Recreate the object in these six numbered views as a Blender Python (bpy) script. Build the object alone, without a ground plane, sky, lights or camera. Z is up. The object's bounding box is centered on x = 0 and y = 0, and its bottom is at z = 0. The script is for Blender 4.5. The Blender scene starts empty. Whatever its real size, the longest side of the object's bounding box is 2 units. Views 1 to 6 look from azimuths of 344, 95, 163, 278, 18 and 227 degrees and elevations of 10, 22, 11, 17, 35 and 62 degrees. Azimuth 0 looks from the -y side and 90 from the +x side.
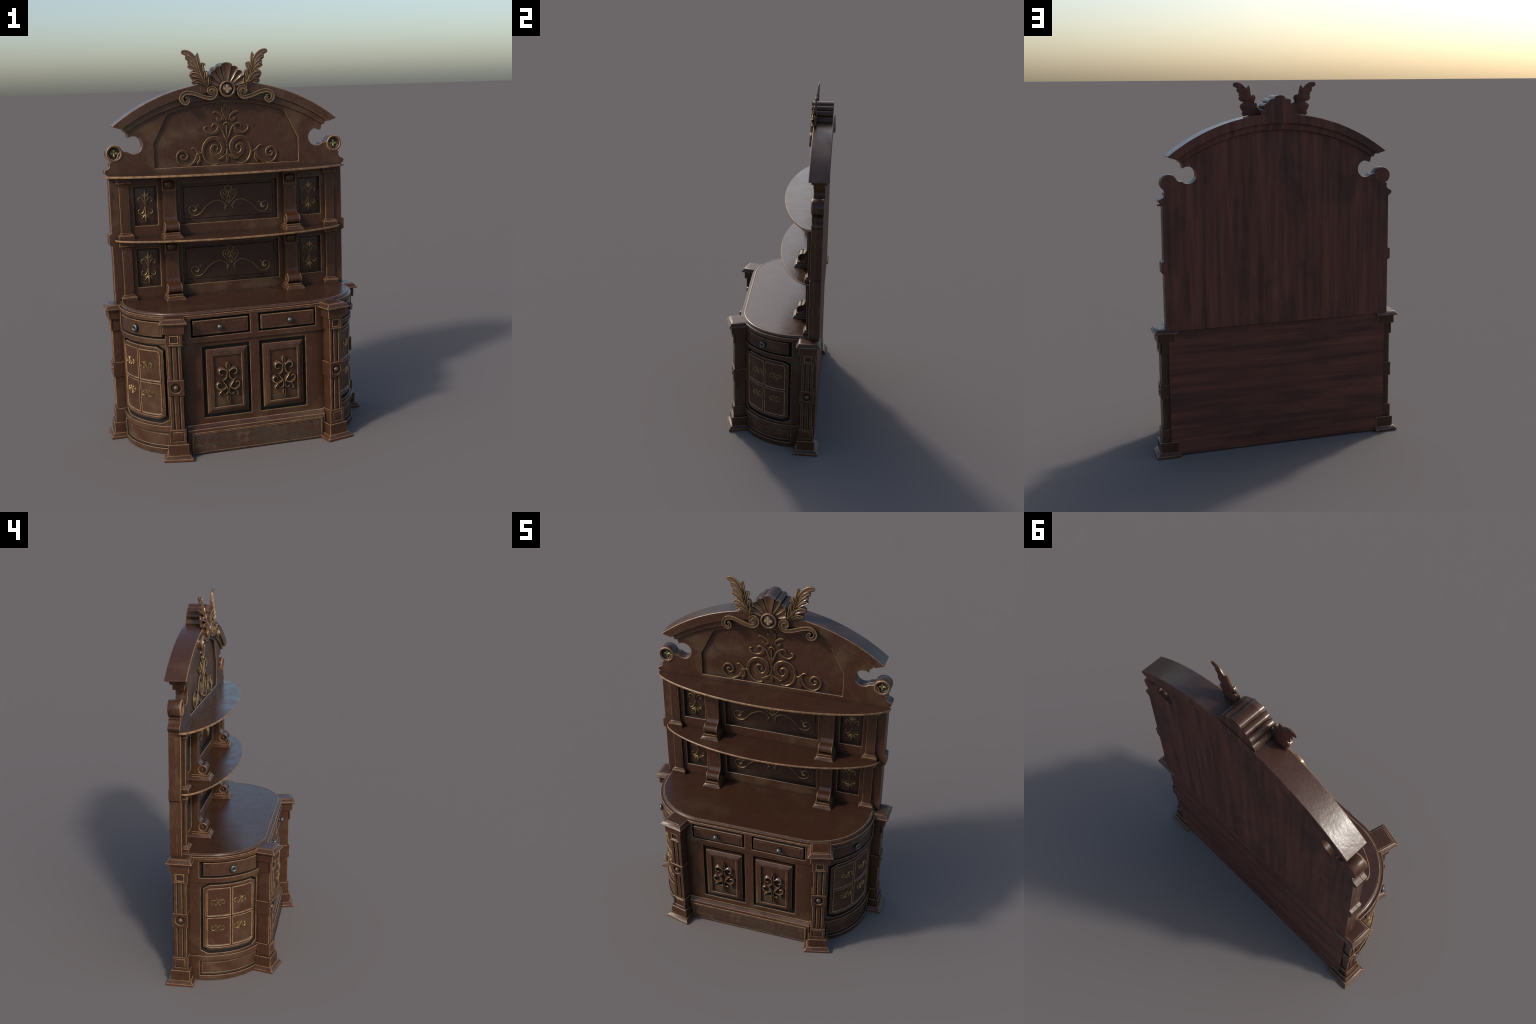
import bpy, bmesh, math, random
from math import sin, cos, pi, sqrt, radians, atan2, hypot
from mathutils import Vector, Matrix

random.seed(7)

# ------------------------------------------------------------------ materials
def new_mat(name):
    m = bpy.data.materials.new(name); m.use_nodes = True
    nt = m.node_tree; nt.nodes.clear()
    out = nt.nodes.new('ShaderNodeOutputMaterial'); b = nt.nodes.new('ShaderNodeBsdfPrincipled')
    nt.links.new(b.outputs[0], out.inputs[0])
    return m, nt, b

def N(nt, t, **kw):
    n = nt.nodes.new(t)
    for k, v in kw.items():
        if k in n.inputs: n.inputs[k].default_value = v
        else: setattr(n, k, v)
    return n

def noise(nt, vec, scale, detail=4, rough=.55, dist=0):
    n = N(nt, 'ShaderNodeTexNoise'); n.inputs['Scale'].default_value = scale
    n.inputs['Detail'].default_value = detail; n.inputs['Roughness'].default_value = rough
    n.inputs['Distortion'].default_value = dist
    nt.links.new(vec, n.inputs['Vector']); return n.outputs[0]

def ramp(nt, fac, stops):
    r = nt.nodes.new('ShaderNodeValToRGB'); e = r.color_ramp.elements
    while len(e) > len(stops): e.remove(e[-1])
    while len(e) < len(stops): e.new(0.5)
    for i, (p, c) in enumerate(stops):
        e[i].position = p
        e[i].color = (c, c, c, 1) if isinstance(c, (int, float)) else (*c, 1)
    nt.links.new(fac, r.inputs[0]); return r.outputs[0]

def mix(nt, fac, a, b, mode='MIX'):
    m = nt.nodes.new('ShaderNodeMix'); m.data_type = 'RGBA'; m.blend_type = mode
    for s, v in ((m.inputs[0], fac), (m.inputs[6], a), (m.inputs[7], b)):
        if isinstance(v, (int, float)): s.default_value = v
        elif isinstance(v, tuple): s.default_value = (*v, 1)
        else: nt.links.new(v, s)
    return m.outputs[2]

def math_n(nt, op, a, b):
    m = nt.nodes.new('ShaderNodeMath'); m.operation = op
    for s, v in ((m.inputs[0], a), (m.inputs[1], b)):
        if isinstance(v, (int, float)): s.default_value = v
        else: nt.links.new(v, s)
    return m.outputs[0]

def coords(nt, scale=(1, 1, 1), rot=(0, 0, 0)):
    tc = nt.nodes.new('ShaderNodeTexCoord'); mp = nt.nodes.new('ShaderNodeMapping')
    mp.inputs['Scale'].default_value = scale; mp.inputs['Rotation'].default_value = rot
    nt.links.new(tc.outputs['Object'], mp.inputs[0]); return mp.outputs[0]

def bump(nt, b, h, strength, dist=.002):
    n = nt.nodes.new('ShaderNodeBump'); n.inputs['Strength'].default_value = strength
    n.inputs['Distance'].default_value = dist
    nt.links.new(h, n.inputs['Height']); nt.links.new(n.outputs[0], b.inputs['Normal'])

def paint_occlusion(nt, col, amount=.75, dist=.028, dark=(.010, .0075, .005)):
    """darkens the base colour in inside corners: ambient shade baked into the wood"""
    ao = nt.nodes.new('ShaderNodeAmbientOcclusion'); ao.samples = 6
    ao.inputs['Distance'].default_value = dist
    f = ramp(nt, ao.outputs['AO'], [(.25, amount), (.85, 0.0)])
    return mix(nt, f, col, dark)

def wood(name, dark, mid, dust=(.086, .051, .028), dust_amt=.8, grain=(6, 6, 1), rough=(.26, .44),
         g_amt=.75, scratches=True, bump_s=.25, dust_edge=(.50, .64), gloss=.36, spots_on=True, grain_mid=(.32, .68), big_scale=(1, 1, 1), chips=True):
    m, nt, b = new_mat(name)
    v = coords(nt); vg = coords(nt, grain)
    fine = noise(nt, vg, 34, 6, .65)
    col = mix(nt, ramp(nt, fine, [(grain_mid[0], 0), (grain_mid[1], 1)]), dark, mid)
    big = noise(nt, coords(nt, big_scale), 4.2, 5, .6, .5)
    col = mix(nt, ramp(nt, big, [(dust_edge[0], 0), (dust_edge[1], dust_amt)]), col, dust)
    spots = noise(nt, v, 90, 2, .5)
    if spots_on: col = mix(nt, ramp(nt, spots, [(.70, 0), (.74, .5)]), col, (.014, .010, .008))
    if scratches:
        vs = coords(nt, (60, 60, 5), (.5, .5, .3))
        s = noise(nt, vs, 3.2, 1, .3)
        col = mix(nt, ramp(nt, s, [(.765, 0), (.79, .45)]), col, (.15, .095, .06))
    if chips:      # varnish knocked off along the arrises
        bv = nt.nodes.new('ShaderNodeBevel'); bv.samples = 4; bv.inputs['Radius'].default_value = .011
        ge = nt.nodes.new('ShaderNodeNewGeometry'); dt = nt.nodes.new('ShaderNodeVectorMath'); dt.operation = 'DOT_PRODUCT'
        nt.links.new(bv.outputs[0], dt.inputs[0]); nt.links.new(ge.outputs['Normal'], dt.inputs[1])
        edge = ramp(nt, dt.outputs['Value'], [(.72, 1), (.975, 0)])
        patch = ramp(nt, noise(nt, v, 26, 4, .7), [(.50, 0), (.57, .85)])
        col = mix(nt, math_n(nt, 'MULTIPLY', edge, patch), col, (.155, .088, .046))
    col = paint_occlusion(nt, col, g_amt)
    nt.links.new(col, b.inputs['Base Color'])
    r = ramp(nt, noise(nt, v, 14, 4), [(.3, rough[0]), (.7, rough[1])])
    nt.links.new(r, b.inputs['Roughness'])
    b.inputs['Specular IOR Level'].default_value = gloss
    bump(nt, b, noise(nt, v, 60, 5, .6), bump_s, .0015)
    return m

def worn(name, col, alt, metallic=0., rough=.42, lo=.30, hi=.52):
    """rubbed edges: the light under-colour broken up by remaining varnish"""
    m, nt, b = new_mat(name)
    f = noise(nt, coords(nt), 38, 5, .7)
    c = mix(nt, ramp(nt, f, [(lo, 0), (hi, 1)]), alt, col)
    nt.links.new(c, b.inputs['Base Color'])
    b.inputs['Metallic'].default_value = metallic; b.inputs['Roughness'].default_value = rough
    bump(nt, b, noise(nt, coords(nt), 120, 3), .2, .001)
    return m

def plain(name, col, rough, metallic=0.):
    m, nt, b = new_mat(name)
    c = mix(nt, ramp(nt, noise(nt, coords(nt), 40, 4), [(.35, 0), (.7, 1)]), col, tuple(x * 1.5 for x in col))
    nt.links.new(c, b.inputs['Base Color'])
    b.inputs['Roughness'].default_value = rough; b.inputs['Metallic'].default_value = metallic
    return m

D, MID = (.038, .0156, .0086), (.068, .0280, .0152)
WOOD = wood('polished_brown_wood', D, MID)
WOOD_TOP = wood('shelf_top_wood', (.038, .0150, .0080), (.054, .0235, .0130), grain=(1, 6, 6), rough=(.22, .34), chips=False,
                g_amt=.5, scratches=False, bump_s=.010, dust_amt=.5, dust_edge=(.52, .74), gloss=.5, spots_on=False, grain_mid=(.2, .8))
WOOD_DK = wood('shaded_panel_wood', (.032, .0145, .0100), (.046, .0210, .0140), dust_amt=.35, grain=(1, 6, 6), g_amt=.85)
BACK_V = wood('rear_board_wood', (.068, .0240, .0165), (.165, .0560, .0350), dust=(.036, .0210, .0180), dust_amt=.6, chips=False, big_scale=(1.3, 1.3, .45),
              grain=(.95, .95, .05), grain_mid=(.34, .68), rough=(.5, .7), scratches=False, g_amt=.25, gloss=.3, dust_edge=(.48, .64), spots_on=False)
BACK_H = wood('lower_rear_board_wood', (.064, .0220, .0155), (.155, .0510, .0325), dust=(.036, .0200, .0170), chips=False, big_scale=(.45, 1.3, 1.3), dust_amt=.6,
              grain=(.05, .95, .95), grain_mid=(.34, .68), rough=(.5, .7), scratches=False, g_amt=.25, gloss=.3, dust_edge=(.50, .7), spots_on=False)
WEAR = worn('rubbed_edge_wood', (.260, .142, .066), (.090, .045, .023), lo=.32, hi=.57)
GROOVE = plain('painted_groove_shadow', (.0095, .0072, .0052), .8)
GOLDEDGE = worn('rubbed_gilt_edge', (.290, .190, .085), (.130, .078, .036), .45, .27)
CRESTGOLD = worn('rubbed_crest_gilding', (.37, .240, .108), (.16, .095, .045), .4, .25)
BRONZE = wood('carved_crest_wood', (.072, .034, .019), (.112, .056, .032), dust_amt=.3, rough=(.17, .28), g_amt=.75, gloss=.6, chips=False,
              scratches=False)
GOLD = worn('gilt_metal', (.33, .215, .098), (.16, .10, .045), .55, .22, .28, .55)
STEEL = plain('dark_steel', (.11, .11, .115), .33, .8)
FOOTSOLE = plain('raw_foot_sole', (.070, .016, .002), .7)
PETAL = worn('pale_inlay_petal', (.26, .170, .100), (.15, .092, .054), .1, .45)
GREENGOLD = worn('tarnished_gilt_petal', (.27, .25, .115), (.12, .12, .06), .7, .3)

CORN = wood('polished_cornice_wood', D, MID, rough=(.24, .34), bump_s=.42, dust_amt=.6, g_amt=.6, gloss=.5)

def skirt_mat():
    m, nt, b = new_mat('diagonal_inlay_wood')
    v = coords(nt, (1, 1, 1), (0, radians(45), 0))
    sep = nt.nodes.new('ShaderNodeSeparateXYZ'); nt.links.new(v, sep.inputs[0])
    ck = N(nt, 'ShaderNodeTexChecker', Scale=34.0); nt.links.new(v, ck.inputs['Vector'])
    w = N(nt, 'ShaderNodeTexWave', Scale=34.0, Distortion=0.0); w.bands_direction = 'X'
    nt.links.new(v, w.inputs['Vector'])
    base = mix(nt, noise(nt, coords(nt, (1, 6, 6)), 34, 6), D, MID)
    dust = ramp(nt, noise(nt, coords(nt), 11, 4), [(.46, 0), (.6, .7)])
    base = mix(nt, dust, base, (.058, .040, .024))
    h = math_n(nt, 'MULTIPLY', w.outputs[1], ck.outputs[1])
    f = math_n(nt, 'MULTIPLY', h, ramp(nt, noise(nt, coords(nt), 16, 3), [(.36, 0.0), (.46, .95)]))
    lite = mix(nt, math_n(nt, 'MULTIPLY', ck.outputs[1], .7), base, (.105, .064, .036))
    col = mix(nt, f, lite, (.011, .007, .005))
    nt.links.new(paint_occlusion(nt, col, .6), b.inputs['Base Color'])
    b.inputs['Roughness'].default_value = .45
    bump(nt, b, h, .5, .002)
    return m
INLAY = skirt_mat()

# ------------------------------------------------------------------ helpers
COL = bpy.context.scene.collection
ROOT = bpy.data.objects.new('carved_sideboard', None); COL.objects.link(ROOT)
ROOT['label'] = 'tall antique carved brown wood sideboard with shelves and gilt scrollwork'
ROOT['category'] = 'sideboard'

def obj(name, mesh, parent=None, loc=(0, 0, 0), rz=0., kind=None):
    o = bpy.data.objects.new(name, mesh); COL.objects.link(o)
    o.parent = parent or ROOT
    o.location = loc; o.rotation_euler = (0, 0, rz)
    if kind: o['kind'] = kind
    return o

def finish(bm, name, mats, smooth=35, recalc=True):
    if recalc: bmesh.ops.recalc_face_normals(bm, faces=bm.faces)
    me = bpy.data.meshes.new(name); bm.to_mesh(me); bm.free()
    for m in mats: me.materials.append(m)
    if smooth:
        for p in me.polygons: p.use_smooth = True
        me.set_sharp_from_angle(angle=radians(smooth))
    return me

def add_box(bm, x0, x1, y0, y1, z0, z1, ch=.002, mat=0, wear=1, top=None):
    """chamfered block; top = (dx, dyfront) insets the upper face to make a frustum"""
    dx, dy = top or (0, 0)
    vs = [bm.verts.new(p) for p in ((x0, y0, z0), (x1, y0, z0), (x1, y1, z0), (x0, y1, z0),
          (x0 + dx, y0 + dy, z1), (x1 - dx, y0 + dy, z1), (x1 - dx, y1, z1), (x0 + dx, y1, z1))]
    fs = [bm.faces.new([vs[i] for i in q]) for q in
          ((3, 2, 1, 0), (4, 5, 6, 7), (0, 1, 5, 4), (1, 2, 6, 5), (2, 3, 7, 6), (3, 0, 4, 7))]
    for f in fs: f.material_index = mat
    if ch:
        es = {e for f in fs for e in f.edges}
        bmesh.ops.bevel(bm, geom=list(es), offset=ch, segments=1, affect='EDGES', profile=.5, material=wear)
    return fs

def arc(cx, cz, r, a0, a1, n):
    return [(cx + r * cos(radians(a0 + (a1 - a0) * i / n)), cz + r * sin(radians(a0 + (a1 - a0) * i / n)))
            for i in range(n + 1)]

def rect(x0, x1, z0, z1): return [(x0, z0), (x1, z0), (x1, z1), (x0, z1)]

def octagon(x0, x1, z0, z1, c, cz=None):
    d = cz or c
    return [(x0 + c, z0), (x1 - c, z0), (x1, z0 + d), (x1, z1 - d), (x1 - c, z1), (x0 + c, z1), (x0, z1 - d), (x0, z0 + d)]

def plate_bm(outer, holes, w0, w1, bev=.002, dark_holes=True):
    """flat board in (u, v) with openings, thickness w0..w1, chamfered; slots: 0 wood, 1 wear, 2 groove"""
    cu = bpy.data.curves.new('tmp', 'CURVE'); cu.dimensions = '2D'; cu.fill_mode = 'BOTH'
    for poly in [outer] + list(holes):
        s = cu.splines.new('POLY'); s.points.add(len(poly) - 1); s.use_cyclic_u = True
        for p, q in zip(s.points, poly): p.co = (q[0], q[1], 0, 1)
    cu.extrude = max((w1 - w0) / 2 - bev, 1e-5); cu.bevel_depth = bev; cu.bevel_resolution = 0
    cu.offset = -bev
    o = bpy.data.objects.new('tmp', cu); COL.objects.link(o)
    dg = bpy.context.evaluated_depsgraph_get(); dg.update()
    me = bpy.data.meshes.new_from_object(o.evaluated_get(dg))
    bpy.data.objects.remove(o); bpy.data.curves.remove(cu)
    bm = bmesh.new(); bm.from_mesh(me); bpy.data.meshes.remove(me)
    bmesh.ops.remove_doubles(bm, verts=bm.verts, dist=1e-5)
    bmesh.ops.recalc_face_normals(bm, faces=bm.faces)
    mid = (w0 + w1) / 2
    for v in bm.verts: v.co.z += mid
    def near(p, poly):
        for a, b in zip(poly, poly[1:] + poly[:1]):
            ax, ay = a[0], a[1]; dx, dy = b[0] - ax, b[1] - ay; L = dx * dx + dy * dy or 1e-12
            t = min(1, max(0, ((p.x - ax) * dx + (p.y - ay) * dy) / L))
            if hypot(p.x - ax - t * dx, p.y - ay - t * dy) < bev * .5 + 1e-4: return True
        return False
    for f in bm.faces:
        z = abs(f.normal.z); f.material_index = 0
        if .15 < z < .95: f.material_index = 1
        elif z <= .15 and dark_holes and holes:
            c = f.calc_center_median()
            if any(near(c, h) for h in holes): f.material_index = 2
    return bm

def offset_poly(poly, d):
    """inward offset of a convex counter-clockwise outline"""
    n = len(poly); A = sum(poly[i][0] * poly[(i + 1) % n][1] - poly[(i + 1) % n][0] * poly[i][1] for i in range(n))
    s = 1 if A > 0 else -1; out = []
    for i in range(n):
        p0, p1, p2 = Vector(poly[i - 1][:2]), Vector(poly[i][:2]), Vector(poly[(i + 1) % n][:2])
        e1, e2 = (p1 - p0).normalized(), (p2 - p1).normalized()
        n1, n2 = Vector((-e1.y, e1.x)) * s, Vector((-e2.y, e2.x)) * s
        b = n1 + n2; out.append(tuple(p1 + b * (d / max(.2, 1 + n1.dot(n2)))))
    return out

def panel_bm(outline, profile, cap_mat=0, bm=None):
    """moulded panel: rings (inset, height, material of the ring that reaches it) and a flat middle"""
    bm = bm or bmesh.new(); prev = None
    for ins, w, m in profile:
        ring = [bm.verts.new((p[0], p[1], w)) for p in offset_poly(outline, ins)]
        if prev:
            for i in range(len(ring)):
                f = bm.faces.new((prev[i - 1], prev[i], ring[i], ring[i - 1])); f.material_index = m
        prev = ring
    f = bm.faces.new(prev); f.material_index = cap_mat
    return bm

def catmull(pts, n=8):
    P = [Vector(p) for p in pts]; P = [P[0] * 2 - P[1]] + P + [P[-1] * 2 - P[-2]]
    out = []
    for i in range(1, len(P) - 2):
        a, b, c, d = P[i - 1:i + 3]
        for k in range(n):
            t = k / n
            out.append(.5 * ((2 * b) + (c - a) * t + (2 * a - 5 * b + 4 * c - d) * t * t + (3 * b - a - 3 * c + d) * t ** 3))
    out.append(P[-2]); return out

FLAT = [(-1, 0, 2), (-1, .72, 0), (-.62, 1, 1), (.62, 1, 0), (1, .72, 1), (1, 0, 2)]
ROUND = [(-1, 0, 0), (-.85, .5, 1), (-.5, .87, 1), (0, 1, 1), (.5, .87, 1), (.85, .5, 1), (1, 0, 0)]
RIDGE = [(-1, 0, 0), (-.92, .45, 0), (-.45, .72, 0), (-.14, .97, 0), (.0, 1, 1), (.14, .97, 1), (.45, .72, 0), (.92, .45, 0), (1, 0, 0)]
CHANNEL = [(-1, 0, 0), (-1, .84, 0), (-.93, 1, 1), (-.66, 1, 1), (-.54, .90, 0), (0, .86, 0), (.54, .90, 0), (.66, 1, 0), (.93, 1, 1), (1, .84, 1), (1, 0, 0)]

def ribbon(bm, pts, base, h, prof=FLAT, n=8, lift=None, sx=1, flip_edge=False):
    """carved strand swept along a (u, v, half width) path; heights above base; lift(t) scales height"""
    P = catmull([(p[0] * sx, p[1], p[2]) for p in pts], n)
    m = len(P); prev = None; k = len(prof)
    for i, p in enumerate(P):
        a, b = P[max(0, i - 1)], P[min(m - 1, i + 1)]
        d = Vector((b.x - a.x, b.y - a.y))
        if d.length < 1e-9: d = Vector((1, 0))
        d.normalize(); nrm = Vector((-d.y, d.x)); w = max(p.z, .0006)
        t = i / (m - 1); L = lift(t) if lift else 1
        pf = prof
        if prof is FLAT:
            e = max(.30, 1 - .0023 / w); pf = [(math.copysign(e, o) if abs(o) < .99 else o, z, m_) for o, z, m_ in prof]
        ring = [bm.verts.new((p.x + nrm.x * o * w, p.y + nrm.y * o * w, base + h * z * L)) for o, z, _ in pf]
        if prev:
            for j in range(k - 1):
                f = bm.faces.new((prev[j], prev[j + 1], ring[j + 1], ring[j])); f.material_index = prof[j + 1][2]
        if i in (0, m - 1):
            f = bm.faces.new(ring); f.material_index = 1 if prof is FLAT else 0
        prev = ring

def lathe(bm, prof, cx=0, cz=0, seg=32, a0=0, a1=2 * pi):
    """turn (radius, height, material) about the w axis"""
    rings = []
    for r, w, m in prof:
        if r < 1e-6: rings.append([bm.verts.new((cx, cz, w))] * seg)
        else: rings.append([bm.verts.new((cx + r * cos(2 * pi * i / seg), cz + r * sin(2 * pi * i / seg), w)) for i in range(seg)])
    for (A, B), (_, _, m) in zip(zip(rings, rings[1:]), prof[1:]):
        for i in range(seg):
            vs = []
            for v in (A[i - 1], A[i], B[i], B[i - 1]):
                if v not in vs: vs.append(v)
            if len(vs) > 2:
                f = bm.faces.new(vs); f.material_index = m

CREST = [(-1, 0, 0), (-.9, .30, 0), (-.35, .74, 0), (.22, .97, 0), (.36, 1, 1), (.62, .96, 1), (.82, .55, 0), (1, 0, 0)]
def turning(pts):
    t = 0
    for a, b, c in zip(pts, pts[1:], pts[2:]):
        d = atan2(c[1] - b[1], c[0] - b[0]) - atan2(b[1] - a[1], b[0] - a[0]); t += (d + pi) % (2 * pi) - pi
    return t
def to_front(bm, y=0, x=0, z=0):
    """(u, v, w) -> x = u, z = v, and w stands out towards -y"""
    for v in bm.verts: v.co = Vector((x + v.co.x, y - v.co.z, z + v.co.y))
    return bm

# plan of the cabinet: quarter-round ends running into a straight front
RX, RY, CX, CY = .328, .335, .295, .13
RU = .331; UQ = RU * pi / 2; UMID = UQ + CX
def plan(u, w):
    if u < 0: return CX + RX + w, CY - u
    if u < UQ:
        a = u / RU; return CX + (RX + w) * cos(a), CY - (RY + w) * sin(a)
    return CX - (u - UQ), CY - RY - w

def plan_full(u, w):
    if u > UMID:
        x, y = plan(2 * UMID - u, w); return -x, y
    return plan(u, w)
def bend(bm, side, step=.016):
    us = [v.co.x for v in bm.verts]; u = math.floor(min(us) / step) * step
    while u < max(us):
        if 0 <= u <= UQ + step or 2 * UMID - UQ - step <= u <= 2 * UMID:
            bmesh.ops.bisect_plane(bm, geom=bm.verts[:] + bm.edges[:] + bm.faces[:], plane_co=(u, 0, 0), plane_no=(1, 0, 0))
        u += step
    for v in bm.verts:
        x, y = plan_full(v.co.x, v.co.z); v.co = Vector((side * x, y, v.co.y))
    return bm

# ------------------------------------------------------------------ cabinet body
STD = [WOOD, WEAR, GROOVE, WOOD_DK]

def wrap(half):
    """closed outline of the whole cabinet plan from right-hand half list"""
    return half + [(-x, y) for x, y in reversed(half)]

def plan_outline(w, yb=.25):
    us = [-(yb - CY)] + [UQ * i / 26 for i in range(27)]
    return wrap([plan(u, w) for u in us])

bm = plate_bm(plan_outline(-.034, .246), [], .012, .700, .001)
core = obj('cabinet_body', finish(bm, 'cabinet_body', [GROOVE, GROOVE, GROOVE]))

U0 = -.118
bm_all = bmesh.new()
def merge(dst, src):
    me = bpy.data.meshes.new('t'); src.to_mesh(me); src.free(); dst.from_mesh(me); bpy.data.meshes.remove(me)

SD = (.009, .366, .597, .688)          # side drawer opening
FD = (.022, .325, .600, .695)          # front drawer opening (x)
SO = (.013, .357, .157, .563)          # side door opening
FO = (.0245, .2705, .178, .5485)       # front door opening
PL = (.009, .366, .030, .117)          # plinth sunk panel
U1 = 2 * UMID - U0
def both(poly): return [poly, [(2 * UMID - u, z) for u, z in reversed(poly)]]
b = plate_bm(rect(U0, U1, .572, .7045), both(rect(*SD)) + both(rect(UMID - FD[1], UMID - FD[0], FD[2], FD[3])), -.036, 0, .0018)
merge(bm_all, bend(b, 1))
b = plate_bm(rect(U0, U1, .140, .5725), both(octagon(*SO, .038, .019)) + both(rect(UMID - FO[1], UMID - FO[0], FO[2], FO[3])), -.036, -.011, .0018)
merge(bm_all, bend(b, 1))
for s in (1, -1):
    b = plate_bm(rect(U0, .47, .002, .146), [rect(*PL)], -.036, 0, .0018)
    merge(bm_all, bend(b, s))
face = obj('cabinet_frame', finish(bm_all, 'cabinet_frame', STD), core)

# moulded skirt across the front between the pillars
bm = bmesh.new()
prof = [(-.186, .150), (-.197, .149), (-.1985, .146), (-.199, .142), (-.203, .135), (-.209, .131), (-.2135, .129),
        (-.2145, .126), (-.2145, .003), (-.186, .003)]
rows = [[bm.verts.new((x, y, z)) for y, z in prof] for x in (-.362, .362)]
for i in range(len(prof) - 1):
    f = bm.faces.new((rows[0][i], rows[0][i + 1], rows[1][i + 1], rows[1][i])); f.material_index = 1 if i in (1, 6) else 0
obj('skirt_moulding', finish(bm, 'skirt_moulding', STD, 50), core)
bm = panel_bm(rect(-.347, .347, .002, .1145),
              [(0, .18, 0), (0, .2195, 0), (.0018, .222, 1), (.006, .222, 0), (.0066, .2200, 2), (.0076, .2200, 1), (.0100, .2205, 1), (.0116, .2175, 2)], 3)
obj('skirt_panel', finish(to_front(bm), 'skirt_panel', [WOOD, WEAR, GROOVE, INLAY], 25), core)

# drawers
DR = [(0, -.03, 2), (0, -.0005, 2), (.0022, .002, 1), (.0115, .002, 0), (.0125, .0008, 2), (.0142, .0008, 0), (.0152, .0024, 0)]
bmk = bmesh.new()
lathe(bmk, [(.0060, -.004, 0), (.0060, .0015, 0), (.0046, .004, 0)] +
      [(.0142 * sin(radians(t)), .0150 - .0128 * cos(radians(t)), 0) for t in range(28, 180, 12)] + [(0, .0278, 0)], seg=28)
KNOB = finish(to_front(bmk), 'drawer_knob', [STEEL], 60)
bmk = bmesh.new()
lathe(bmk, [(.0050, -.012, 0), (.0060, .004, 0)] + [(.0112 + .0058 * cos(radians(a)), .004 + .0062 * sin(radians(a)), 0)
            for a in range(200, -200, -20)][:20] + [(.0050, .003, 0), (.004, -.004, 0), (0, -.004, 0)], seg=32)
for v in bmk.verts: v.co.x *= 1.16; v.co.y *= 1.16; v.co.z *= 1.1
RING = finish(to_front(bmk), 'ring_pull', [STEEL], 60)
bm = panel_bm(rect(-.1405, .1405, -.0365, .0365), DR, 0)
DRAWER = finish(to_front(bm), 'drawer', STD, 25)
for s in (-1, 1):
    d = obj('drawer', DRAWER, core, (s * .1735, CY - RY, .6475))
    obj('drawer_knob', KNOB, d, (s * .008, -.002, 0))
for s in (-1, 1):
    b = panel_bm(rect(.030, .344, .606, .680), [(i, w - .005, m) for i, w, m in DR], 0)
    d = obj('curved_drawer', finish(bend(b, s), 'curved_drawer', STD, 25), core)
    x, y = plan(.187, .002)
    a = .187 / RU
    k = obj('ring_pull', RING, d, (s * x, y, .642), s * (pi / 2 - a))

# front doors with carved scrollwork
DOOR = [(0, -.03, 2), (0, -.0095, 0), (.0018, -.0078, 1), (.0100, -.0025, 0), (.0160, .0008, 0), (.0175, .0000, 2), (.0192, .0026, 0),
        (.0205, .0032, 0), (.0310, .0032, 0), (.0332, .0018, 1), (.0345, -.0075, 2)]
bm = panel_bm(rect(-.1055, .1055, -.166, .166), DOOR, 0)
DOORM = finish(to_front(bm), 'door', STD, 25)
def mirror_ribbons(strands, base, h, prof, n=8, vflip=False, jitter=.0003):
    bm = bmesh.new(); k = 0
    for pts in strands:
        for sx in (1, -1):
            for sv in ((1, -1) if vflip else (1,)):
                q = [(x * sx, z * sv, w) for x, z, w in pts]; pf = prof
                if prof is CREST and turning(q) < 0: pf = [(-o, zz, 0) for o, zz, m in reversed(prof)]; pf = [(o, zz, 1 if zz > .955 and abs(o) < .5 else 0) for o, zz, m in pf]
                ribbon(bm, q, base, h + jitter * (k % 7), pf, n); k += 1
    return bm
CARVED = [
 [(.003, .044, .0032), (.009, .058, .0060), (.030, .0675, .0078), (.047, .058, .0068), (.044, .038, .0044), (.031, .033, .0034), (.026, .038, .002)],
 [(.004, .058, .0026), (.0035, .038, .0046), (.008, .018, .0058), (.021, .006, .0050), (.034, .006, .0035), (.041, .012, .0012)],
 [(.029, .006, .0030), (.020, -.007, .0052), (.011, -.020, .0056), (.004, -.034, .0042), (.002, -.062, .0024)],
 [(.007, -.022, .0030), (.013, -.036, .0060), (.034, -.046, .0075), (.056, -.034, .0078), (.060, -.014, .0066), (.048, -.003, .0050), (.037, -.008, .0036), (.037, -.017, .0015)],
 [(.034, -.046, .0030), (.046, -.055, .0050), (.050, -.066, .0052), (.044, -.076, .0020)],
 [(.002, -.050, .0024), (.006, -.064, .0046), (.017, -.068, .0044), (.027, -.062, .0022), (.028, -.055, .0010)],
 [(.0005, .100, .0008), (.0065, .088, .0044), (.0078, .074, .0052), (.0030, .054, .0020)],
 [(.0005, -.114, .0008), (.0058, -.100, .0036), (.0068, -.088, .0040), (.0026, -.070, .0018)]]
GILT_RIDGE = [(o, z, 1 if abs(o) < .2 else 0) for o, z, _ in RIDGE]
bm = mirror_ribbons(CARVED, -.009, .0175, CREST, 9)
CARV = finish(to_front(bm), 'scroll_carving', [BRONZE, CRESTGOLD], 50)
for s in (-1, 1):
    d = obj('door', DOORM, core, (s * .146, CY - RY - .001, .3645))
    obj('scroll_carving', CARV, d, (0, -.0005, -.002))

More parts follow.
